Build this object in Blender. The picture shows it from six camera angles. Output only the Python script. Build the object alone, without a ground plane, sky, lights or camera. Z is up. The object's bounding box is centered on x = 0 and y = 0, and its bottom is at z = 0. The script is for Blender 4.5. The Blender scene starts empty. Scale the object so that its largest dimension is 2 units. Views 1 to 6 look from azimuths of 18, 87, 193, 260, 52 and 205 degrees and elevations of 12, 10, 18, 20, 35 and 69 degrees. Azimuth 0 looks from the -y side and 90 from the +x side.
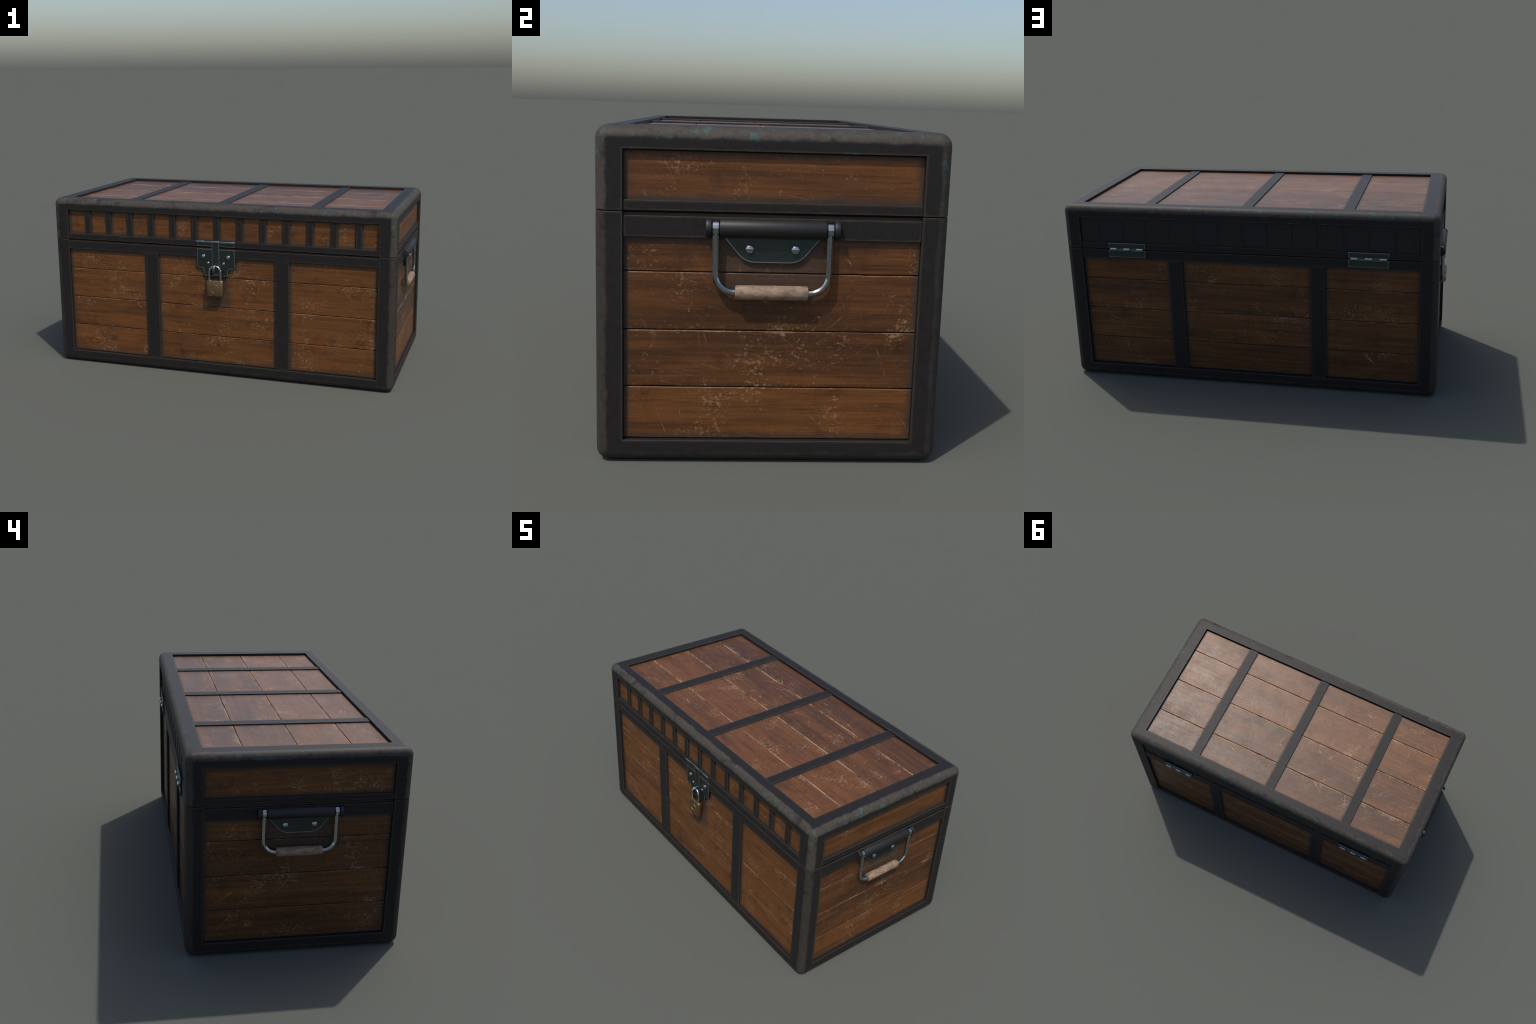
import bpy, bmesh, math, random
from mathutils import Matrix, Vector, noise as mnoise

random.seed(7)

# ------------------------------------------------------------------ measures
W = 0.975                    # half length of the chest (x)
YF, YB = -0.481, 0.504       # front and back faces
YC, D = (YF + YB) / 2, (YB - YF) / 2
H = 0.9588                   # top of the frame
R = 0.036                    # rounding of the outer edges
SEAM = 0.7262                # where the lid meets the base
OX = 0.886                   # half width of the openings, front, back and top
OY0, OY1 = -0.403, 0.427     # openings in the sides and the top, along y
OYC, OYH = (OY0 + OY1) / 2, (OY1 - OY0) / 2
Z_LOW, Z_HIGH = 0.067, 0.895 # lower edge of base openings, upper edge of lid openings
REC = 0.0150                 # planks lie this deep below the frame
RAIL = {'front': 0.0035, 'back': 0.0045, 'right': 0.0045, 'left': 0.0045}   # depth of rails and slats below the frame
SINK = {'front': 0.0150, 'back': 0.0180, 'right': 0.0150, 'left': 0.0150}   # depth of the planks
PH = 0.1668                  # height of a side plank
SLAT0, SLATD, SLATW = 0.0097, 0.1287, 0.031
UPX, UPW = 0.375, 0.075
BARS, BARW = (0.526, 0.003, -0.520), 0.057


# ------------------------------------------------------------- node helpers
class Net:
    """Small expression builder for a shader tree."""

    def __init__(self, name):
        self.mat = bpy.data.materials.new(name)
        self.mat.use_nodes = True
        self.t = self.mat.node_tree
        self.t.nodes.clear()

    def node(self, kind, **props):
        n = self.t.nodes.new(kind)
        for k, v in props.items():
            setattr(n, k, v)
        return n

    def put(self, sock, v):
        if v is None:
            return
        if hasattr(v, 'is_output'):
            self.t.links.new(v, sock)
        else:
            if sock.type == 'RGBA' and len(v) == 3:
                v = (*v, 1)
            sock.default_value = v

    def m(self, op, a, b=None, c=None, clamp=False):
        n = self.node('ShaderNodeMath', operation=op, use_clamp=clamp)
        for s, v in zip(n.inputs, (a, b, c)):
            self.put(s, v)
        return n.outputs[0]

    def step(self, x, lo, hi):
        n = self.node('ShaderNodeMapRange', interpolation_type='SMOOTHSTEP')
        for k, v in (('Value', x), ('From Min', lo), ('From Max', hi)):
            self.put(n.inputs[k], v)
        return n.outputs[0]

    def mix(self, f, a, b, blend='MIX'):
        n = self.node('ShaderNodeMix', data_type='RGBA', blend_type=blend)
        self.put(n.inputs[0], f)
        self.put(n.inputs[6], a)
        self.put(n.inputs[7], b)
        return n.outputs[2]

    def noise(self, vec, scale, detail=4, rough=0.55, dist=0.0):
        n = self.node('ShaderNodeTexNoise')
        self.put(n.inputs['Vector'], vec)
        n.inputs['Scale'].default_value = scale
        n.inputs['Detail'].default_value = detail
        n.inputs['Roughness'].default_value = rough
        n.inputs['Distortion'].default_value = dist
        return n.outputs['Fac']

    def map(self, vec, scale=(1, 1, 1), rot=(0, 0, 0), loc=(0, 0, 0)):
        n = self.node('ShaderNodeMapping')
        self.put(n.inputs['Vector'], vec)
        n.inputs['Scale'].default_value = scale
        n.inputs['Rotation'].default_value = rot
        n.inputs['Location'].default_value = loc
        return n.outputs[0]

    def vadd(self, a, b):
        n = self.node('ShaderNodeVectorMath', operation='ADD')
        self.put(n.inputs[0], a)
        self.put(n.inputs[1], b)
        return n.outputs[0]

    def xyz(self, vec):
        n = self.node('ShaderNodeSeparateXYZ')
        self.put(n.inputs[0], vec)
        return n.outputs

    def objc(self):
        return self.node('ShaderNodeTexCoord').outputs['Object']

    def pos(self):
        return self.node('ShaderNodeNewGeometry').outputs['Position']

    def rnd(self):
        return self.node('ShaderNodeObjectInfo').outputs['Random']

    def rim(self, radius, samples=8):
        """1 near sharp edges of the mesh, 0 on flats (worn edges)."""
        b = self.node('ShaderNodeBevel', samples=samples)
        self.put(b.inputs['Radius'], radius)
        g = self.node('ShaderNodeNewGeometry')
        d = self.node('ShaderNodeVectorMath', operation='DOT_PRODUCT')
        self.t.links.new(b.outputs[0], d.inputs[0])
        self.t.links.new(g.outputs['Normal'], d.inputs[1])
        return self.step(self.m('SUBTRACT', 1.0, d.outputs['Value']), 0.001, 0.035)

    def finish(self, color, rough, metal=0.0, spec=0.5, bump=None, bump_d=0.001, strength=0.5, **more):
        p = self.node('ShaderNodeBsdfPrincipled')
        self.put(p.inputs['Base Color'], color)
        self.put(p.inputs['Roughness'], rough)
        self.put(p.inputs['Metallic'], metal)
        self.put(p.inputs['Specular IOR Level'], spec)
        for k, v in more.items():
            self.put(p.inputs[k.replace('_', ' ')], v)
        if bump is not None:
            b = self.node('ShaderNodeBump')
            b.inputs['Strength'].default_value = strength
            b.inputs['Distance'].default_value = bump_d
            self.t.links.new(bump, b.inputs['Height'])
            self.t.links.new(b.outputs[0], p.inputs['Normal'])
        o = self.node('ShaderNodeOutputMaterial')
        self.t.links.new(p.outputs[0], o.inputs[0])
        return self.mat


def strap_distance(n, kind):
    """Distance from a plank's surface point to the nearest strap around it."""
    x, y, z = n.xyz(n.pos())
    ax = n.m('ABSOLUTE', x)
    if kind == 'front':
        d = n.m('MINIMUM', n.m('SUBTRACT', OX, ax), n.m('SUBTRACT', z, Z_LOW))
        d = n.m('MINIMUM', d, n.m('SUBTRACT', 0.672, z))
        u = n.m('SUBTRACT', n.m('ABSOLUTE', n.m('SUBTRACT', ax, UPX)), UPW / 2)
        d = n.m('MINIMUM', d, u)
        # baked occlusion shade round lock and padlock, painted on the boards (front only)
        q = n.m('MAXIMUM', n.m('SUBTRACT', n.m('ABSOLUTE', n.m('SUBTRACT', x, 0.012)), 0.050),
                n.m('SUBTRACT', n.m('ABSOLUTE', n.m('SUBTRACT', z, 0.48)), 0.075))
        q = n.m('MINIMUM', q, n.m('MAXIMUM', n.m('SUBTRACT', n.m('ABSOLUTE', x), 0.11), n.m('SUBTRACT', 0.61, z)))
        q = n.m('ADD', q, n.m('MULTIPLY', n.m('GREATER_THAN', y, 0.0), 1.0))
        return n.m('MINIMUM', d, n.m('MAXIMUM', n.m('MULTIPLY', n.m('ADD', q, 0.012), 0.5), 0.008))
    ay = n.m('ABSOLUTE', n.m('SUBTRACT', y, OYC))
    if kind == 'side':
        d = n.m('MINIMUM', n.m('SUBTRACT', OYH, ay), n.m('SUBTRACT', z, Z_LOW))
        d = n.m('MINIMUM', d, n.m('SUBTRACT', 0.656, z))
        # soft shadow behind the handle, darkened into the plank colour
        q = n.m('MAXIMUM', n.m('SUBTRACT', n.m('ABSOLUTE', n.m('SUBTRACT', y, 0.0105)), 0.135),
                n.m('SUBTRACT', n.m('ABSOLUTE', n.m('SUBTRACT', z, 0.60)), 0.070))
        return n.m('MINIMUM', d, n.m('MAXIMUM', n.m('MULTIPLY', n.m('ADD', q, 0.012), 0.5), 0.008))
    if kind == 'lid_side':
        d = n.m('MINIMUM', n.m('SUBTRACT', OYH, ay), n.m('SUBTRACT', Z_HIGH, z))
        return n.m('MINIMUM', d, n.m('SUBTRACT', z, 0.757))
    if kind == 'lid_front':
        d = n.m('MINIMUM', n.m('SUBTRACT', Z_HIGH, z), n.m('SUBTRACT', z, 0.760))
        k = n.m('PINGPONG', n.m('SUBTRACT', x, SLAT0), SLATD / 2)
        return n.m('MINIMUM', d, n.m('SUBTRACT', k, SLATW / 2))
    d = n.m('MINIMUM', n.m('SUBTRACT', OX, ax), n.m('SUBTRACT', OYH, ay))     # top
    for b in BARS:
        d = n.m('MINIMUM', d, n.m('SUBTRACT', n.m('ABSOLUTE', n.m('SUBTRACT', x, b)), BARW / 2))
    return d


def wood(name, kind, light, dark, half, grey_tone=(0.040, 0.032, 0.025), wear_amount=1.0,
         rough=0.42, edge_wear=0.8, reach=0.026, lower_edge=0.3, rub_w=0.0055, rub_wob=0.006, run_at=0.46, paleness=0.45, shine=0.28):
    n = Net(name)
    oc = n.objc()
    r = n.rnd()
    shift = n.node('ShaderNodeCombineXYZ')
    n.put(shift.inputs[0], n.m('MULTIPLY', r, 37.0))
    n.put(shift.inputs[1], n.m('MULTIPLY', r, 91.0))
    v = n.vadd(oc, shift.outputs[0])
    _, ly, _ = n.xyz(oc)
    # grain: long streaks along local x
    g1 = n.noise(n.map(v, (2.2, 60, 30)), 1.0, 6, 0.62, 0.25)
    g2 = n.noise(n.map(v, (9, 260, 90)), 1.0, 4, 0.6)
    g3 = n.noise(n.map(v, (1.6, 9, 6)), 1.0, 3, 0.5, 0.6)
    f = n.m('ADD', n.m('MULTIPLY', g1, 0.6), n.m('MULTIPLY', g3, 0.4))
    f = n.m('ADD', f, n.m('MULTIPLY', n.m('SUBTRACT', r, 0.5), 0.16))
    col = n.mix(n.step(f, 0.30, 0.66), dark, light)
    col = n.mix(n.m('MULTIPLY', n.step(g2, 0.50, 0.72), 0.5), col, tuple(c * 0.45 for c in dark))
    # dark stains
    st = n.noise(v, 7.0, 7, 0.72)
    col = n.mix(n.m('MULTIPLY', n.step(st, 0.51, 0.71), 0.6), col, tuple(c * 0.55 for c in dark))
    # worn pale flecks gathered in patches
    patch = n.step(n.noise(v, 5.5, 4, 0.65), 0.45, 0.68)
    near = n.m('SUBTRACT', half, n.m('ABSOLUTE', ly))
    patch = n.m('ADD', patch, n.m('MULTIPLY', n.m('SUBTRACT', 1.0, n.step(near, 0.0, 0.035)), n.m('MULTIPLY', n.step(n.noise(v, 4.0, 2), 0.45, 0.6), 0.55)))
    fleck = n.noise(n.map(v, (95, 120, 95)), 1.0, 7, 0.72)
    sp = n.step(n.m('ADD', fleck, n.m('MULTIPLY', patch, 0.122)), 0.60, 0.77)
    # scratches: thin iso-lines of stretched noise in turned frames
    scr = None
    for ang, sx, sy, th, seed in ((0.9, 1.6, 12, 0.0048, 3), (-0.7, 1.3, 13, 0.0045, 11), (0.25, 1.2, 20, 0.0055, 19),
                                  (1.35, 1.8, 11, 0.0045, 29)):
        q = n.map(n.map(v, rot=(0, 0, ang)), (sx, sy, 6), loc=(seed, seed * 2.3, 0))
        s = n.noise(q, 1.0, 1, 0.3, 0.0)
        line = n.m('SUBTRACT', 1.0, n.step(n.m('ABSOLUTE', n.m('SUBTRACT', s, 0.5)), th * 0.3, th))
        msk = n.step(n.noise(n.map(v, loc=(seed, 0, 0)), 8.0, 3), 0.55, 0.68)
        line = n.m('MULTIPLY', line, msk)
        scr = line if scr is None else n.m('MAXIMUM', scr, line)
    fine = n.step(n.noise(v, 110.0, 3, 0.7), 0.34, 0.56)
    worn = n.m('MAXIMUM', n.m('MULTIPLY', sp, 0.8), n.m('MULTIPLY', n.m('MULTIPLY', scr, fine), 0.75))
    # plank edges rubbed pale, in broken runs; one edge more than the other
    run = n.noise(n.map(v, (6, 1, 1)), 1.0, 6, 0.75)
    wob = n.m('MULTIPLY', n.m('SUBTRACT', n.noise(n.map(v, (40, 40, 40)), 1.0, 5, 0.75), 0.5), rub_wob)
    rub = None
    for sign, amount in ((1.0, 1.0), (-1.0, lower_edge)):
        if half < 0.1:
            e = n.m('SUBTRACT', half, n.m('MULTIPLY', ly, sign))
        else:
            e = n.m('SUBTRACT', half, n.m('MULTIPLY', ly, -sign))
        k = n.m('SUBTRACT', 1.0, n.step(n.m('ADD', e, wob), 0.0025, rub_w))
        k = n.m('MULTIPLY', k, n.m('MULTIPLY', n.step(n.m('ADD', run, -0.12 * (1 - amount)), run_at, run_at + 0.16), amount))
        rub = k if rub is None else n.m('MAXIMUM', rub, k)
    worn = n.m('MULTIPLY', n.m('MAXIMUM', worn, n.m('MULTIPLY', rub, edge_wear)), wear_amount, clamp=True)
    pale = n.mix(paleness, light, (0.52, 0.35, 0.21))
    col = n.mix(worn, col, pale)
    # grey-brown band along the straps, noisy inner edge
    d = strap_distance(n, kind)
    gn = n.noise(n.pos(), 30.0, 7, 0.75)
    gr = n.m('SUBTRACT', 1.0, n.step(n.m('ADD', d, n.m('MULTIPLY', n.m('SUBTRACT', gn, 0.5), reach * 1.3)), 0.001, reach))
    col = n.mix(n.m('MULTIPLY', gr, 0.85), col, grey_tone)
    ro = n.m('ADD', rough, n.m('MULTIPLY', n.m('SUBTRACT', g1, 0.5), 0.25))
    ro = n.m('ADD', ro, n.m('MULTIPLY', gr, 0.15))
    ro = n.m('ADD', ro, n.m('ADD', n.m('MULTIPLY', n.m('SUBTRACT', st, 0.48), 0.22), n.m('MULTIPLY', n.m('SUBTRACT', fleck, 0.5), 0.30)))
    bump = n.m('ADD', n.m('MULTIPLY', g2, 0.5), n.m('MULTIPLY', g1, 0.9))
    bump = n.m('SUBTRACT', bump, n.m('MULTIPLY', worn, 0.5))
    bump = n.m('ADD', bump, n.m('ADD', n.m('MULTIPLY', st, 0.8), n.m('MULTIPLY', fleck, 0.5)))
    return n.finish(col, ro, spec=shine, bump=bump, bump_d=0.0012, strength=0.5)


IRON = (0.0178, 0.0156, 0.0156)
EDGE = (0.042, 0.035, 0.027)


def frame_iron(name, wear, patina, top):
    """Dark strap iron: rubbed brown on the rounded corners, thin worn rims."""
    n = Net(name)
    p = n.pos()
    x, y, z = n.xyz(p)
    a = n.m('SUBTRACT', W, n.m('ABSOLUTE', x))
    b = n.m('SUBTRACT', D, n.m('ABSOLUTE', n.m('SUBTRACT', y, YC)))
    c = n.m('MINIMUM', n.m('SUBTRACT', H, z), z)
    med = n.m('MAXIMUM', n.m('MINIMUM', a, b), n.m('MINIMUM', n.m('MAXIMUM', a, b), c))
    n1 = n.noise(p, 16.0, 6, 0.66)
    n2 = n.noise(p, 60.0, 5, 0.7)
    n3 = n.noise(p, 6.0, 3, 0.5)
    base = n.mix(n.step(n2, 0.35, 0.75), tuple(c_ * 0.88 for c_ in IRON), tuple(c_ * 1.18 for c_ in IRON))
    worn = n.mix(n.step(n2, 0.3, 0.7), tuple(c_ * 0.78 for c_ in top), tuple(c_ * 1.22 for c_ in top))
    k = n.m('SUBTRACT', 1.0, n.step(n.m('ADD', med, n.m('MULTIPLY', n.m('SUBTRACT', n1, 0.5), 0.026)), 0.025, 0.036))
    k = n.m('MULTIPLY', k, n.m('SUBTRACT', 1.0, n.m('MULTIPLY', n.step(n1, 0.55, 0.66), 0.7)))
    k = n.m('MULTIPLY', k, n.m('ADD', wear, n.m('MULTIPLY', n.m('SUBTRACT', n3, 0.5), 0.5)), clamp=True)
    col = n.mix(k, base, worn)
    # thin rubbed rims round the openings and along the seam
    ox = n.m('SUBTRACT', n.m('ABSOLUTE', x), OX)
    oy = n.m('SUBTRACT', n.m('ABSOLUTE', n.m('SUBTRACT', y, OYC)), OYH)
    oz = n.m('SUBTRACT', z, Z_HIGH) if patina else n.m('SUBTRACT', Z_LOW, z)
    off = lambda d: n.m('MULTIPLY', n.m('GREATER_THAN', d, 0.002), 1.0)
    e = n.m('ADD', n.m('MAXIMUM', ox, oz), off(b))
    e = n.m('MINIMUM', e, n.m('ADD', n.m('MAXIMUM', oy, oz), off(a)))
    e = n.m('MINIMUM', e, n.m('ADD', n.m('MAXIMUM', ox, oy), off(n.m('SUBTRACT', H, z))))
    e = n.m('MINIMUM', e, n.m('ABSOLUTE', n.m('SUBTRACT', z, SEAM)))
    wob = n.m('MULTIPLY', n.m('SUBTRACT', n.noise(p, 32.0, 5, 0.7), 0.5), 0.012)
    rim = n.m('SUBTRACT', 1.0, n.step(n.m('ADD', e, wob), 0.0035, 0.0070))
    rim = n.m('MULTIPLY', rim, n.m('ADD', 0.55, n.m('MULTIPLY', n.step(n1, 0.35, 0.6), 0.45)))
    col = n.mix(n.m('MULTIPLY', rim, 0.85), col, EDGE)
    if patina:
        zone = n.m('MAXIMUM', n.m('SUBTRACT', 1.0, n.step(med, 0.024, 0.042)), rim)
        g = n.noise(n.map(p, loc=(5, 9, 2)), 19.0, 7, 0.72)
        col = n.mix(n.m('MULTIPLY', n.m('MULTIPLY', n.step(g, 0.575, 0.65), zone), 0.6), col, (0.035, 0.125, 0.115))
    ro = n.m('ADD', 0.40, n.m('MULTIPLY', n2, 0.18))
    ro = n.m('ADD', ro, n.m('MULTIPLY', k, 0.12))
    return n.finish(col, ro, spec=0.20, bump=n.m('ADD', n1, n.m('MULTIPLY', n2, 0.4)), bump_d=0.0015, strength=0.35)


def strap_iron(name, edge=None, amount=0.85):
    """Straps are boxes centred on their origin; half sizes come as custom properties."""
    n = Net(name)
    p = n.pos()
    xyz = n.xyz(n.objc())
    a, b, c = (n.m('SUBTRACT', n.node('ShaderNodeAttribute', attribute_type='OBJECT', attribute_name='["half_%s"]' % k).outputs['Fac'],
                   n.m('ABSOLUTE', xyz[i])) for i, k in enumerate('xyz'))
    med = n.m('MAXIMUM', n.m('MINIMUM', a, b), n.m('MINIMUM', n.m('MAXIMUM', a, b), c))
    n1 = n.noise(p, 18.0, 6, 0.66)
    n2 = n.noise(p, 70.0, 5, 0.7)
    col = n.mix(n.step(n2, 0.35, 0.75), tuple(c_ * 0.88 for c_ in IRON), tuple(c_ * 1.18 for c_ in IRON))
    wob = n.m('MULTIPLY', n.m('SUBTRACT', n.noise(p, 32.0, 5, 0.7), 0.5), 0.012)
    rim = n.m('SUBTRACT', 1.0, n.step(n.m('ADD', med, wob), 0.0030, 0.0066))
    rim = n.m('MULTIPLY', rim, n.m('ADD', 0.55, n.m('MULTIPLY', n.step(n1, 0.35, 0.6), 0.45)))
    col = n.mix(n.m('MULTIPLY', rim, amount), col, edge or EDGE)
    ro = n.m('ADD', 0.40, n.m('MULTIPLY', n2, 0.18))
    return n.finish(col, ro, spec=0.20, bump=n.m('ADD', n1, n.m('MULTIPLY', n2, 0.4)), bump_d=0.001, strength=0.3)


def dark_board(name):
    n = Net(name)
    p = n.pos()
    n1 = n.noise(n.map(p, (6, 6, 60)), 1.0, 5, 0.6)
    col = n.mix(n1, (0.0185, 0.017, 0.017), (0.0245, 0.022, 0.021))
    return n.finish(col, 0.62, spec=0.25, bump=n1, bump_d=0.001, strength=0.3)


def plate_steel(name):
    n = Net(name)
    p = n.pos()
    n1 = n.noise(p, 45.0, 6, 0.7)
    sc = n.noise(n.map(p, (30, 30, 160)), 1.0, 4, 0.7)
    col = n.mix(n1, (0.040, 0.050, 0.048), (0.060, 0.073, 0.070))
    col = n.mix(n.m('MULTIPLY', n.step(sc, 0.66, 0.74), 0.35), col, (0.15, 0.165, 0.165))
    rim = n.m('MULTIPLY', n.rim(0.0065, 8), n.step(n1, 0.25, 0.45))
    col = n.mix(n.m('MULTIPLY', rim, 0.8), col, (0.38, 0.42, 0.415))  # rim colour lightened to show sky reflected in the plate chamfers
    return n.finish(col, n.m('ADD', 0.36, n.m('MULTIPLY', n1, 0.15)), metal=0.9, spec=0.5)


def bright_steel(name, col=(0.42, 0.46, 0.48), rough=0.09):
    n = Net(name)
    n1 = n.noise(n.pos(), 90.0, 4, 0.6)
    c = n.mix(n.step(n1, 0.4, 0.75), col, tuple(q * 0.72 for q in col))
    return n.finish(c, n.m('ADD', rough, n.m('MULTIPLY', n1, 0.1)), metal=1.0)


def brass(name):
    n = Net(name)
    p = n.pos()
    n1 = n.noise(p, 60.0, 5, 0.6)
    c = n.mix(n.step(n1, 0.35, 0.75), (0.31, 0.205, 0.108), (0.22, 0.145, 0.078))
    c = n.mix(n.m('MULTIPLY', n.rim(0.004), 0.5), c, (0.55, 0.38, 0.17))
    return n.finish(c, n.m('ADD', 0.38, n.m('MULTIPLY', n1, 0.15)), metal=1.0, bump=n1, bump_d=0.0006, strength=0.2)


def black_sleeve(name):
    n = Net(name)
    p = n.pos()
    n1 = n.noise(n.map(p, (60, 25, 60)), 1.0, 4, 0.6)
    c = n.mix(n1, (0.011, 0.011, 0.012), (0.018, 0.018, 0.019))
    c = n.mix(n.m('MULTIPLY', n.rim(0.002), 0.35), c, (0.08, 0.075, 0.07))
    return n.finish(c, 0.5, spec=0.4, bump=n1, bump_d=0.0015, strength=0.35)


def grip_wood(name):
    n = Net(name)
    p = n.pos()
    n1 = n.noise(n.map(p, (70, 30, 70)), 1.0, 6, 0.72)
    n2 = n.noise(p, 34.0, 5, 0.75)
    c = n.mix(n.step(n1, 0.3, 0.7), (0.32, 0.225, 0.155), (0.135, 0.088, 0.060))
    c = n.mix(n.step(n2, 0.60, 0.70), c, (0.06, 0.045, 0.038))
    return n.finish(c, 0.62, spec=0.35, bump=n1, bump_d=0.001, strength=0.3)


WOOD_LIGHT, WOOD_DARK = (0.154, 0.0585, 0.0165), (0.060, 0.0255, 0.0105)
TOP_LIGHT, TOP_DARK = (0.145, 0.056, 0.0180), (0.062, 0.026, 0.0110)
M = dict(
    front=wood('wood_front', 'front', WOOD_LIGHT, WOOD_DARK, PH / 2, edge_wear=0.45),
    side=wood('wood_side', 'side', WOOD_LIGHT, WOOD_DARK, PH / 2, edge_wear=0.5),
    top=wood('wood_top', 'top', TOP_LIGHT, TOP_DARK, 0.120, rough=0.42, edge_wear=1.0, reach=0.013, wear_amount=0.9, rub_w=0.0085, rub_wob=0.010, run_at=0.40, paleness=0.62, shine=0.39),
    lid_side=wood('wood_lid_side', 'lid_side', WOOD_LIGHT, WOOD_DARK, 0.09, edge_wear=0.2),
    lid_front=wood('wood_lid_front', 'lid_front', WOOD_LIGHT, WOOD_DARK, 0.09, edge_wear=0.2, reach=0.018),
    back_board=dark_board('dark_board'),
    base_iron=frame_iron('frame_iron_base', 0.78, False, (0.044, 0.037, 0.030)),
    lid_iron=frame_iron('frame_iron_lid', 1.0, True, (0.054, 0.047, 0.039)),
    strap=strap_iron('strap_iron'),
    plate=plate_steel('plate_steel'),
    steel=bright_steel('bright_steel'),
    brass=brass('worn_brass'),
    sleeve=black_sleeve('black_sleeve'),
    grip=grip_wood('grip_wood'),
)


# ---------------------------------------------------------- geometry helpers
def link(name, mesh, mat, parent=None, matrix=None):
    ob = bpy.data.objects.new(name, mesh)
    bpy.context.scene.collection.objects.link(ob)
    if mat is not None and not mesh.materials:
        mesh.materials.append(mat)
    if parent is not None:
        ob.parent = parent
    if matrix is not None:
        ob.matrix_world = matrix
    return ob


def smooth(me, angle=35):
    me.polygons.foreach_set('use_smooth', [True] * len(me.polygons))
    me.set_sharp_from_angle(angle=math.radians(angle))


def hard_flats(me):
    """Vertex normals led by the largest faces, so flats stay flat beside their small bevels."""
    acc = [Vector() for _ in me.vertices]
    for f in me.polygons:
        w = f.normal * f.area ** 2
        for i in f.vertices:
            acc[i] += w
    me.polygons.foreach_set('use_smooth', [True] * len(me.polygons))
    me.normals_split_custom_set_from_vertices([v.normalized() for v in acc])
    return me


def to_mesh(bm, name, angle=35):
    bmesh.ops.recalc_face_normals(bm, faces=bm.faces)
    me = bpy.data.meshes.new(name)
    bm.to_mesh(me)
    bm.free()
    smooth(me, angle)
    return me


def box_mesh(name, lo, hi, bevel=0.0015, segs=2):
    bm = bmesh.new()
    bmesh.ops.create_cube(bm, size=1)
    for v in bm.verts:
        v.co = Vector([lo[i] if v.co[i] < 0 else hi[i] for i in range(3)])
    if bevel:
        bmesh.ops.bevel(bm, geom=bm.edges[:], offset=bevel, segments=segs, profile=0.5, affect='EDGES')
        return hard_flats(to_mesh(bm, name, 180))
    return to_mesh(bm, name)


def apply_mods(ob):
    dg = bpy.context.evaluated_depsgraph_get()
    me = bpy.data.meshes.new_from_object(ob.evaluated_get(dg))
    ob.modifiers.clear()
    ob.data = me
    return me


def rounded_shell(name, z0, z1, round_top, pockets, mat, parent):
    """Part of a box with rounded edges (cut flat at the seam) with pockets sunk into its faces."""
    bm = bmesh.new()
    bmesh.ops.create_cube(bm, size=1)
    for v in bm.verts:
        v.co = Vector((math.copysign(W, v.co.x), YC + math.copysign(D, v.co.y), z0 if v.co.z < 0 else z1))
    zf = z1 if round_top else z0
    es = []
    for e in bm.edges:
        a, b = (v.co.z for v in e.verts)
        if abs(a - b) > 1e-5 or abs(a - zf) < 1e-5:
            es.append(e)
    bmesh.ops.bevel(bm, geom=es, offset=R, segments=5, profile=0.5, affect='EDGES')
    ob = link(name, to_mesh(bm, name), mat, parent)
    cutters = []
    for lo, hi in pockets:
        c = link('cutter', box_mesh('cutter', lo, hi, 0), None)
        mod = ob.modifiers.new('cut', 'BOOLEAN')
        mod.operation, mod.solver, mod.object = 'DIFFERENCE', 'EXACT', c
        cutters.append(c)
    bv = ob.modifiers.new('bevel', 'BEVEL')
    bv.limit_method, bv.angle_limit, bv.width, bv.segments = 'ANGLE', math.radians(50), 0.0016, 2
    bv.harden_normals = False
    me = apply_mods(ob)
    for c in cutters:
        d = c.data
        bpy.data.objects.remove(c)
        bpy.data.meshes.remove(d)
    smooth(me, 180)
    hard_flats(me)
    me.materials.clear()
    me.materials.append(mat)
    return ob


def plank_mesh(name, length, width, thick, seed):
    """A board in its own frame: x along the grain, z outwards; edges nicked, face faintly uneven."""
    nx = max(24, int(length / 0.008))
    hw, gap, ch = width / 2, 0.0011, 0.0022
    bm = bmesh.new()
    rows = []
    inner = [-0.8, -0.6, -0.4, -0.2, 0, 0.2, 0.4, 0.6, 0.8]
    for i in range(nx + 1):
        x = -length / 2 + length * i / nx
        wl, wr = [], []
        for side, out in ((-1, wl), (1, wr)):
            q = mnoise.fractal(Vector((x * 22, seed * 7.3 + side * 3.1, 1.7)), 0.8, 2.0, 5)
            chip = max(0.0, mnoise.noise(Vector((x * 9, seed * 3.7, side * 5.0))) - 0.30) * 0.004
            out.append(hw - gap - 0.0003 * (q + 0.6) - chip)
        L, Rr = wl[0], wr[0]
        f = lambda y: 0.0005 * mnoise.fractal(Vector((x * 6, y * 40, seed * 2.1)), 0.7, 2.0, 4)
        pts = [(-(hw - gap), 0), (-L, thick - ch), (-(L - ch), thick - 0.0002)]
        pts += [(t * hw, thick + f(t * hw)) for t in inner]
        pts += [((Rr - ch), thick - 0.0002), (Rr, thick - ch), (hw - gap, 0)]
        rows.append([bm.verts.new((x, y, z)) for y, z in pts])
    for a, b in zip(rows, rows[1:]):
        for k in range(len(a)):
            k2 = (k + 1) % len(a)
            bm.faces.new((a[k], a[k2], b[k2], b[k]))
    bm.faces.new(rows[0][::-1])
    bm.faces.new(rows[-1])
    return to_mesh(bm, name, 30)


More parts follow.
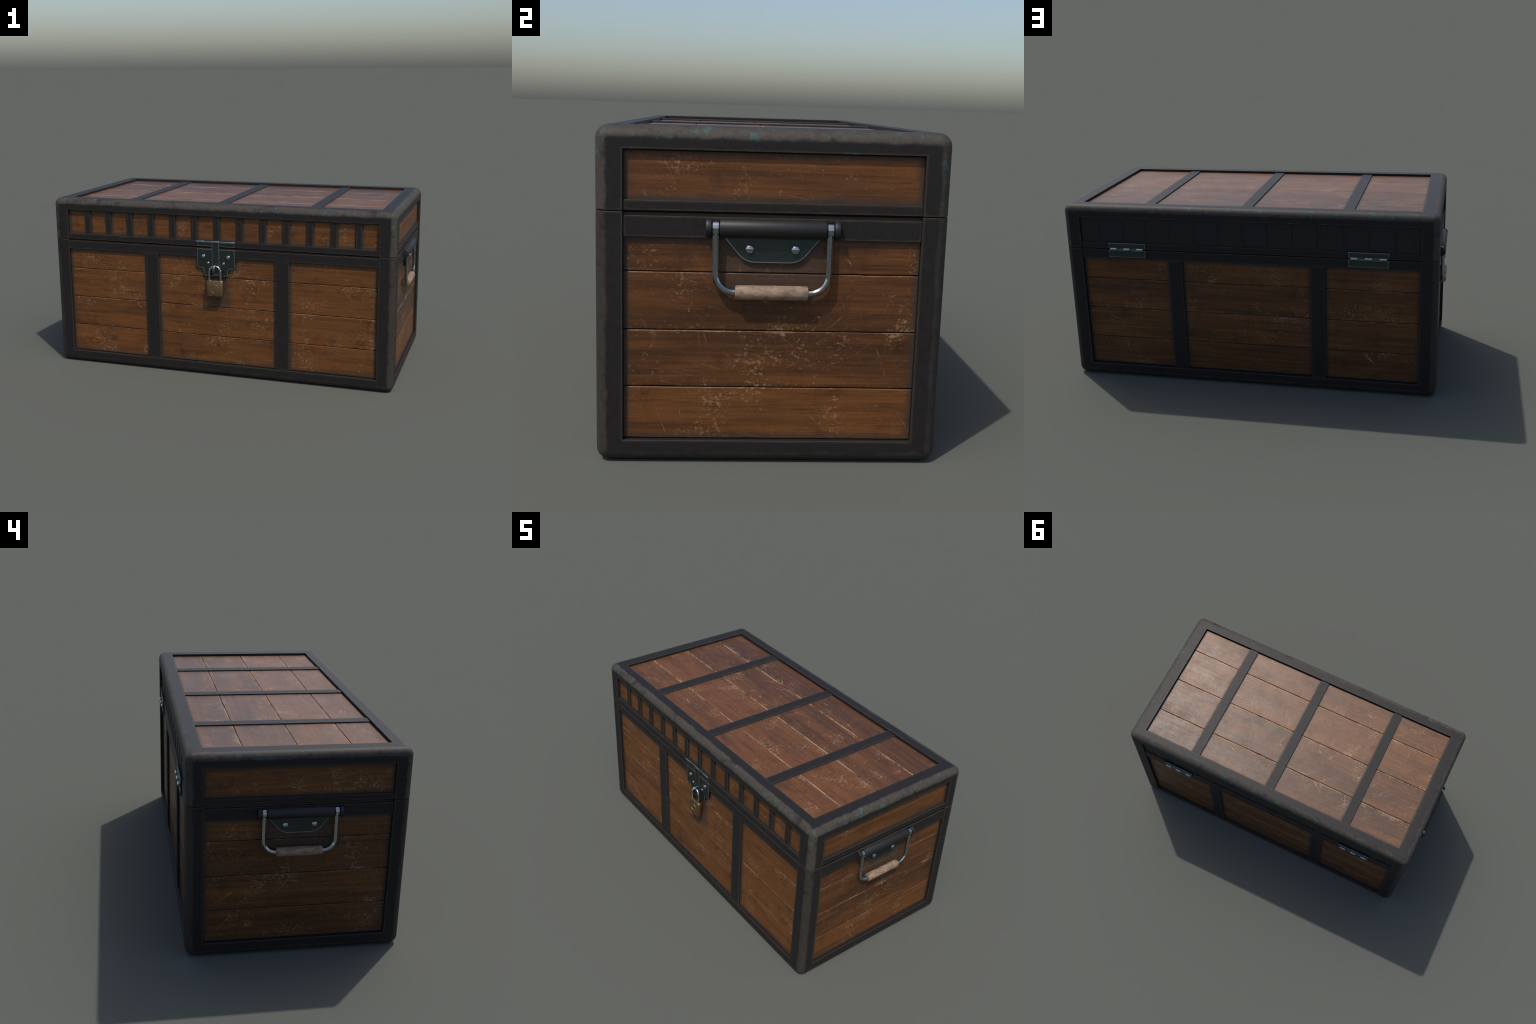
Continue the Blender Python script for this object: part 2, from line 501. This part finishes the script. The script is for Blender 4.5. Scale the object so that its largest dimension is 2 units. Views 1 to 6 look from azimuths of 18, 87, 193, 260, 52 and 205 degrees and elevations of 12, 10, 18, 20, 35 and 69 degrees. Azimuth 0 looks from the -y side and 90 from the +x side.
def frame_matrix(origin, xdir, zdir):
    x, z = Vector(xdir), Vector(zdir)
    y = z.cross(x)
    m = Matrix((x, y, z)).transposed().to_4x4()
    m.translation = Vector(origin)
    return m


def cylinder(bm, p0, p1, r, segs=24, bevel=0.0):
    p0, p1 = Vector(p0), Vector(p1)
    ax = (p1 - p0).normalized()
    ref = Vector((0, 0, 1)) if abs(ax.z) < 0.9 else Vector((1, 0, 0))
    u = ax.cross(ref).normalized()
    v = ax.cross(u)
    prof = [(0, r - bevel), (bevel * 0.3, r - bevel * 0.3), (bevel, r)] if bevel else [(0, r)]
    ln = (p1 - p0).length
    prof = prof + [(ln - s, q) for s, q in reversed(prof)]
    rings = []
    for s, q in prof:
        rings.append([bm.verts.new(p0 + ax * s + (u * math.cos(t) + v * math.sin(t)) * q)
                      for t in (2 * math.pi * (k + 0.5) / segs for k in range(segs))])
    for a, b in zip(rings, rings[1:]):
        for k in range(segs):
            bm.faces.new((a[k], a[(k + 1) % segs], b[(k + 1) % segs], b[k]))
    bm.faces.new(rings[0][::-1])
    bm.faces.new(rings[-1])


def tube(bm, path, r, segs=10, side=Vector((1, 0, 0)), closed=False, phase=0.0):
    """Round rod along a planar path; side = normal of the path's plane."""
    n = len(path)
    rings = []
    for i, p in enumerate(path):
        a = path[(i - 1) % n] if closed or i else path[i]
        b = path[(i + 1) % n] if closed or i < n - 1 else path[i]
        t = (b - a).normalized()
        u = t.cross(side).normalized()
        rings.append([bm.verts.new(p + (u * math.cos(q) + side * math.sin(q)) * r)
                      for q in (2 * math.pi * k / segs + phase for k in range(segs))])
    pairs = list(zip(rings, rings[1:])) + ([(rings[-1], rings[0])] if closed else [])
    for a, b in pairs:
        for k in range(segs):
            bm.faces.new((a[k], a[(k + 1) % segs], b[(k + 1) % segs], b[k]))
    if not closed:
        bm.faces.new(rings[0][::-1])
        bm.faces.new(rings[-1])


def rounded_outline(corners, steps=6):
    """Polygon corners (u, v, radius) -> outline with arcs."""
    out = []
    n = len(corners)
    for i, (u, v, r) in enumerate(corners):
        p = Vector((u, v))
        if r <= 0:
            out.append(p)
            continue
        a = (Vector(corners[i - 1][:2]) - p).normalized()
        b = (Vector(corners[(i + 1) % n][:2]) - p).normalized()
        half = a.angle(b) / 2
        d = r / math.tan(half)
        c = p + (a + b).normalized() * (r / math.sin(half))
        s, e = p + a * d - c, p + b * d - c
        ang = s.angle_signed(e)
        for k in range(steps + 1):
            t = -ang * k / steps
            out.append(c + Vector((s.x * math.cos(t) - s.y * math.sin(t), s.x * math.sin(t) + s.y * math.cos(t))))
    return out


def plate_mesh(name, outline, back, front, place, bevel=0.0012):
    """Flat plate: outline in (u, v), thickness from back to front; place(u, v, w) -> xyz."""
    bm = bmesh.new()
    a = [bm.verts.new(place(p.x, p.y, back)) for p in outline]
    b = [bm.verts.new(place(p.x, p.y, front)) for p in outline]
    bm.faces.new(a)
    f = bm.faces.new(b)
    n = len(a)
    for k in range(n):
        bm.faces.new((a[k], a[(k + 1) % n], b[(k + 1) % n], b[k]))
    if bevel:
        bmesh.ops.bevel(bm, geom=list(f.edges), offset=bevel, segments=2, profile=0.5, affect='EDGES')
    return hard_flats(to_mesh(bm, name, 180))


def bolt_mesh(name, r, h):
    """Hexagonal domed head, axis +z, points along x."""
    bm = bmesh.new()
    rings = []
    for s, q in ((0, 1.0), (0.35, 1.0), (0.62, 0.82), (0.85, 0.45)):
        rings.append([bm.verts.new((r * q * math.cos(k * math.pi / 3), r * q * math.sin(k * math.pi / 3), h * s)) for k in range(6)])
    for a, b in zip(rings, rings[1:]):
        for k in range(6):
            bm.faces.new((a[k], a[(k + 1) % 6], b[(k + 1) % 6], b[k]))
    tip = bm.verts.new((0, 0, h))
    for k in range(6):
        bm.faces.new((rings[-1][k], rings[-1][(k + 1) % 6], tip))
    bm.faces.new(rings[0][::-1])
    return to_mesh(bm, name, 75)


# -------------------------------------------------------------------- chest
chest = bpy.data.objects.new('wooden_chest', None)
bpy.context.scene.collection.objects.link(chest)
chest['label'] = 'old wooden trunk with dark iron straps and brass padlock'
chest['category'] = 'chest'

PD = 0.030                      # depth of the pockets that hold the planks
BIG = 0.05
base = rounded_shell('base_frame', 0.0, SEAM - 0.0013, False, [
    ((-OX, YF - BIG, Z_LOW), (OX, YF + PD, SEAM + BIG)),
    ((-OX, YB - PD, Z_LOW), (OX, YB + BIG, SEAM + BIG)),
    ((W - PD, OY0, Z_LOW), (W + BIG, OY1, SEAM + BIG)),
    ((-W - BIG, OY0, Z_LOW), (-W + PD, OY1, SEAM + BIG)),
], M['base_iron'], chest)
lid = rounded_shell('lid_frame', SEAM + 0.0013, H, True, [
    ((-OX, YF - BIG, SEAM - BIG), (OX, YF + PD, Z_HIGH)),
    ((-OX, YB - PD, SEAM - BIG), (OX, YB + BIG, Z_HIGH)),
    ((W - PD, OY0, SEAM - BIG), (W + BIG, OY1, Z_HIGH)),
    ((-W - BIG, OY0, SEAM - BIG), (-W + PD, OY1, Z_HIGH)),
    ((-OX, OY0, H - PD), (OX, OY1, H + BIG)),
], M['lid_iron'], chest)
# inner lip that closes the seam
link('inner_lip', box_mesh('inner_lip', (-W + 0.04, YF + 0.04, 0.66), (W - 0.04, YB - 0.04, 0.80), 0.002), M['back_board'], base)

FACES = {                       # outward normal, direction along the boards, offset of the face
    'front': (Vector((0, -1, 0)), Vector((1, 0, 0)), lambda u, z, w: Vector((u, YF - w, z))),
    'back': (Vector((0, 1, 0)), Vector((-1, 0, 0)), lambda u, z, w: Vector((u, YB + w, z))),
    'right': (Vector((1, 0, 0)), Vector((0, 1, 0)), lambda u, z, w: Vector((W + w, u, z))),
    'left': (Vector((-1, 0, 0)), Vector((0, -1, 0)), lambda u, z, w: Vector((-W - w, u, z))),
}


def strap(name, lo, hi, bevel, mat, parent):
    mid = [(a + b) / 2 for a, b in zip(lo, hi)]
    half = [(b - a) / 2 for a, b in zip(lo, hi)]
    ob = link(name, box_mesh(name, [-h for h in half], half, bevel), mat, parent, Matrix.Translation(mid))
    ob['half_x'], ob['half_y'], ob['half_z'] = half
    return ob


def put_box(name, face, u0, u1, z0, z1, out, depth, mat, parent, bevel=0.0016):
    f = FACES[face][2]
    p, q = f(u0, z0, -out), f(u1, z1, -depth)
    lo = [min(p[i], q[i]) for i in range(3)]
    hi = [max(p[i], q[i]) for i in range(3)]
    return strap(name, lo, hi, bevel, mat, parent)


def put_plank(face, uc, length, z0, z1, mat, parent, seed, name='plank', sink=None):
    nrm, along, f = FACES[face]
    thick = PD - (sink or SINK[face]) - 0.001
    me = plank_mesh(name, length, z1 - z0, thick, seed)
    return link(name, me, mat, parent, frame_matrix(f(uc, (z0 + z1) / 2, -(PD - 0.001)), along, nrm))


E_ = 0.0008                     # clearance of parts set into a pocket
seed = 1
for face in ('front', 'back', 'right', 'left'):
    longside = face in ('front', 'back')
    uc = 0.0 if longside else OYC
    uh = (OX if longside else OYH) - E_
    # base planks
    for k in range(4):
        z1 = 0.7238 - PH * (3 - k)
        z0 = max(z1 - PH, Z_LOW + 0.0008) if k == 0 else z1 - PH
        zc = z1 - PH
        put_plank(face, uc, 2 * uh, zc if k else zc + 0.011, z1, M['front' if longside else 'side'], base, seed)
        seed += 1
    # base rail under the seam, lid rail above it
    bz = {'front': (0.671, 0.7185), 'back': (0.676, 0.7240)}.get(face, (0.655, 0.7140))
    put_box('rail', face, uc - uh, uc + uh, bz[0], bz[1], RAIL[face], REC + 0.006, M['strap'], base)
    lz = (SEAM + 0.0020, 0.7605 if longside else 0.757)
    put_box('rail', face, uc - uh, uc + uh, lz[0], lz[1], RAIL[face], PD, M['strap'], lid)
    # board behind the lid opening
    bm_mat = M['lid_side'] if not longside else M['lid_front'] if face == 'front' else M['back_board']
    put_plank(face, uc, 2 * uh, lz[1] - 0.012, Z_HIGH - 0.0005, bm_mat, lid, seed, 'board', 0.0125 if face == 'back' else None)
    seed += 1
    if longside:
        for s in (-1, 1):
            put_box('upright_strap', face, s * UPX - UPW / 2, s * UPX + UPW / 2, Z_LOW + E_, bz[0] - 0.0005, RAIL[face] + 0.001, REC + 0.006, M['strap'], base)
        for i in range(-6, 7):
            c = SLAT0 + SLATD * i
            put_box('slat', face, c - SLATW / 2, c + SLATW / 2, lz[1] + 0.0003, Z_HIGH - 0.0005, RAIL[face] + (0.0025 if face == 'front' else 0.0055), REC + 0.006, M['strap'], lid)

# top planks and bars
TPW, TOPREC = 0.240, 0.0138
for k in range(4):
    y0 = 0.009 + TPW * (k - 2)
    y1 = y0 + TPW
    a, b = max(y0, OY0 + E_), min(y1, OY1 - E_)
    # edge boards are trimmed by the frame: keep their own frame centred on the full board
    me = plank_mesh('lid_plank', 2 * (OX - E_), b - a, PD - TOPREC - 0.001, seed)
    off = (a + b) / 2 - (y0 + y1) / 2
    for v in me.vertices:
        v.co.y += off
    link('lid_plank', me, M['top'], lid, frame_matrix((0, (y0 + y1) / 2, H - PD + 0.001), (1, 0, 0), (0, 0, 1)))
    seed += 1
for b in BARS:
    strap('cross_bar', (b - BARW / 2, OY0 + E_, H - TOPREC - 0.004), (b + BARW / 2, OY1 - E_, H - TOPREC + 0.0065), 0.0018, M['strap'], lid)

# ------------------------------------------------------------------- hinges
for hx in (0.631, -0.6325):
    yb = YB - RAIL['back']
    pl = lambda u, v, w: Vector((hx - u, yb + w, v))
    leaf = link('hinge', plate_mesh('hinge_leaf', rounded_outline([(-0.101, 0.7305, 0), (0.101, 0.7305, 0), (0.101, 0.762, 0), (-0.101, 0.762, 0)]), -0.003, 0.0075, pl, 0.0022), M['plate'], chest)
    link('hinge_leaf', plate_mesh('hinge_leaf', rounded_outline([(-0.101, 0.684, 0), (0.101, 0.684, 0), (0.101, 0.7235, 0), (-0.101, 0.7235, 0)]), -0.003, 0.0075, pl, 0.0022), M['plate'], leaf)
    for k in (-1, 0, 1):
        bm = bmesh.new()
        c = hx + 0.072 * k
        cylinder(bm, (c - 0.0175, yb + 0.0102, 0.7290), (c + 0.0175, yb + 0.0102, 0.7290), 0.0078, 8, 0.0012)
        link('hinge_knuckle', to_mesh(bm, 'hinge_knuckle', 20), M['steel'], leaf)
    bm = bmesh.new()
    cylinder(bm, (hx - 0.088, yb + 0.0072, 0.7275), (hx + 0.088, yb + 0.0072, 0.7275), 0.0026, 10)
    link('hinge_pin', to_mesh(bm, 'hinge_pin'), M['plate'], leaf)

# --------------------------------------------------------------------- lock
LX = 0.003
yl = YF + 0.0050                              # front of the rails
fl = lambda u, v, w: Vector((LX + u, yl - w, v))
shape = [(-0.107, 0.715, 0.003), (-0.107, 0.611, 0.012), (-0.071, 0.611, 0.010), (-0.066, 0.569, 0.010),
         (0.066, 0.569, 0.010), (0.071, 0.611, 0.010), (0.107, 0.611, 0.012), (0.107, 0.715, 0.003)]
lock = link('lock_plate', plate_mesh('lock_plate', rounded_outline(shape), -0.010, 0.0025, fl), M['plate'], chest)
up = rounded_outline([(-0.107, 0.7305, 0), (0.107, 0.7305, 0), (0.107, 0.7530, 0), (-0.107, 0.7530, 0)])
link('hasp_leaf', plate_mesh('hasp_leaf', up, -0.002, 0.0022, fl), M['plate'], lock)
strip = rounded_outline([(-0.021, 0.575, 0.0195), (0.021, 0.575, 0.0195), (0.021, 0.759, 0.0), (-0.021, 0.759, 0.0)], 8)
link('hasp_strip', plate_mesh('hasp_strip', strip, 0.0028, 0.0064, fl, 0.001), M['plate'], lock)
for u0, u1 in ((-0.1105, -0.066), (-0.0215, 0.0215), (0.066, 0.1105)):
    bm = bmesh.new()
    cylinder(bm, fl(u0, 0.757, 0.0045), fl(u1, 0.757, 0.0045), 0.0062, 12, 0.001)
    link('hasp_knuckle', to_mesh(bm, 'hasp_knuckle'), M['steel'], lock)
bm = bmesh.new()
cylinder(bm, fl(-0.108, 0.757, 0.0045), fl(0.108, 0.757, 0.0045), 0.0034, 10)
link('hasp_pin', to_mesh(bm, 'hasp_pin'), M['steel'], lock)
big, small = bolt_mesh('bolt', 0.0128, 0.0085), bolt_mesh('rivet', 0.0090, 0.0065)
for u, z, me in ((-0.071, 0.675, big), (0.071, 0.675, big), (-0.044, 0.638, small), (0.044, 0.638, small)):
    link('bolt' if me is big else 'rivet', me, M['steel'], lock, frame_matrix(fl(u, z, 0.0024), (1, 0, 0), (0, -1, 0)))
# staple: upright loop that stands out through the strip
bm = bmesh.new()
zs, rs, out = 0.614, 0.0185, 0.0323
path = [fl(0, zs + rs, -0.002)] + [fl(0, zs + rs * math.cos(t), out - rs + rs * math.sin(t) * 1.0 + 0.004) for t in [math.pi * k / 10 for k in range(11)]] + [fl(0, zs - rs, -0.002)]
tube(bm, path, 0.0042, 10, Vector((1, 0, 0)))
link('staple', to_mesh(bm, 'staple', 50), M['steel'], lock)

# ------------------------------------------------------------------ padlock
PX, PY = LX - 0.0012, -0.4915
ph0, ph1, pw, pd = 0.4595, 0.5475, 0.0478, 0.0150
bm = bmesh.new()
outline = []
for k in range(48):
    t = 2 * math.pi * k / 48
    c, s = math.cos(t), math.sin(t)
    outline.append((pw * math.copysign(abs(c) ** 0.26, c), pd * math.copysign(abs(s) ** 0.72, s)))
rings = []
for z, q in ((ph0, 0.93), (ph0 + 0.0012, 0.975), (ph0 + 0.004, 1.0), (ph1 - 0.004, 1.0), (ph1 - 0.0012, 0.975), (ph1, 0.93)):
    rings.append([bm.verts.new((PX + x - math.copysign((1 - q) * 0.047, x), PY + y * (1 - (1 - q) * 2.2), z)) for x, y in outline])
for a, b in zip(rings, rings[1:]):
    for k in range(48):
        bm.faces.new((a[k], a[(k + 1) % 48], b[(k + 1) % 48], b[k]))
bm.faces.new(rings[0][::-1])
bm.faces.new(rings[-1])
pad = link('padlock', to_mesh(bm, 'padlock', 40), M['brass'], chest)
bm = bmesh.new()
sw, st = 0.0325, 0.0325
path = [Vector((PX - sw, PY, ph1 - 0.006)), Vector((PX - sw, PY, 0.592))]
path += [Vector((PX - sw * math.cos(t), PY, 0.592 + st * math.sin(t))) for t in [math.pi * k / 14 for k in range(1, 14)]]
path += [Vector((PX + sw, PY, 0.592)), Vector((PX + sw, PY, ph1 - 0.006))]
tube(bm, path, 0.0071, 12, Vector((0, 1, 0)))
link('shackle', to_mesh(bm, 'shackle', 60), M['steel'], pad)
# round maker's mark on the face: ring, bar and a row of small strokes; keyway disc on top
bm = bmesh.new()
fy = PY - pd + 0.0004
face_y = lambda dx: PY - pd * (1 - min(1, abs(dx / pw)) ** (2 / 0.26)) ** 0.36 + 0.0003
zc = 0.503
tube(bm, [Vector((PX + 0.0225 * math.cos(t), face_y(0.0225 * math.cos(t)), zc + 0.0235 * math.sin(t))) for t in [2 * math.pi * k / 40 for k in range(40)]], 0.0013, 6, Vector((0, 1, 0)), True)
tube(bm, [Vector((PX + u, face_y(u), zc - 0.001)) for u in (-0.017, -0.009, 0, 0.009, 0.017)], 0.0008, 6, Vector((0, 1, 0)))
for i in range(5):
    u = -0.010 + 0.005 * i
    tube(bm, [Vector((PX + u, face_y(u), zc + 0.003)), Vector((PX + u + 0.001 * (-1) ** i, face_y(u), zc + 0.008))], 0.0007, 6, Vector((0, 1, 0)))
link('padlock_mark', to_mesh(bm, 'padlock_mark'), M['brass'], pad)
bm = bmesh.new()
cylinder(bm, (PX, PY, ph1 - 0.002), (PX, PY, ph1 + 0.0008), 0.0105, 24, 0.0004)
link('padlock_disc', to_mesh(bm, 'padlock_disc'), M['brass'], pad)

# ------------------------------------------------------------------ handles
# built for the +x end around the chest's middle plane, then turned for the other end
HX, HZ, TR = 0.9705, 0.6845, 0.0253
HY = 0.0105


def handle_parts():
    parts = []
    shape = [(-0.1435, 0.668, 0), (-0.076, 0.5885, 0.060), (0.076, 0.5885, 0.060), (0.1435, 0.668, 0)]
    pl = plate_mesh('handle_plate', rounded_outline(shape, 8), 0.950, 0.9690, lambda u, v, w: Vector((w, u, v)), 0.0022)
    bm = bmesh.new()
    cylinder(bm, (HX, -0.147, HZ), (HX, 0.147, HZ), TR, 32, 0.0012)
    parts.append(('handle_sleeve', to_mesh(bm, 'handle_sleeve'), M['sleeve']))
    for s in (-1, 1):
        bm = bmesh.new()
        cylinder(bm, (HX, s * 0.1705, HZ), (HX, s * 0.1855, HZ), TR, 32, 0.0015)
        parts.append(('handle_cap', to_mesh(bm, 'handle_cap'), M['sleeve']))
        bm = bmesh.new()
        cylinder(bm, (HX, s * 0.1510, HZ), (HX, s * 0.1665, HZ), 0.0225, 20)
        parts.append(('handle_ring', to_mesh(bm, 'handle_ring', 20), M['steel']))
    bm = bmesh.new()
    cylinder(bm, (HX, -0.180, HZ), (HX, 0.180, HZ), 0.016, 16)
    parts.append(('handle_axle', to_mesh(bm, 'handle_axle'), M['sleeve']))
    bm = bmesh.new()
    xr, yr, zb, rb = 0.9818, 0.1585, 0.505, 0.052
    path = [Vector((xr, -yr, HZ)), Vector((xr, -yr, zb + rb))]
    path += [Vector((xr, -yr + rb - rb * math.cos(t), zb + rb - rb * math.sin(t))) for t in [math.pi / 2 * k / 6 for k in range(1, 7)]]
    path += [Vector((xr, -v.y, v.z)) for v in reversed(path)]
    tube(bm, path, 0.0090, 8, Vector((1, 0, 0)), phase=math.pi / 8)
    parts.append(('handle_bail', to_mesh(bm, 'handle_bail', 30), M['steel']))
    bm = bmesh.new()
    cylinder(bm, (1.0 - 0.0207, -0.1025, zb), (1.0 - 0.0207, 0.1025, zb), 0.0207, 24, 0.004)
    parts.append(('handle_grip', to_mesh(bm, 'handle_grip'), M['grip']))
    return pl, parts


plate_me, part_list = handle_parts()
hbolt = bolt_mesh('handle_bolt', 0.0140, 0.0095)
for turn in (0, math.pi):
    place = Matrix.Translation((0, HY, 0)) @ Matrix.Rotation(turn, 4, 'Z')
    handle = link('handle', plate_me, M['plate'], chest, place)
    bpy.context.view_layer.update()
    for name, me, mat in part_list:
        ob = link(name, me, mat, handle)
        ob.matrix_local = Matrix.Identity(4)
    for y in (-0.064, 0.064):
        ob = link('bolt', hbolt, M['steel'], handle)
        ob.matrix_local = frame_matrix((0.9688, y, 0.6265), (0, 1, 0), (1, 0, 0))
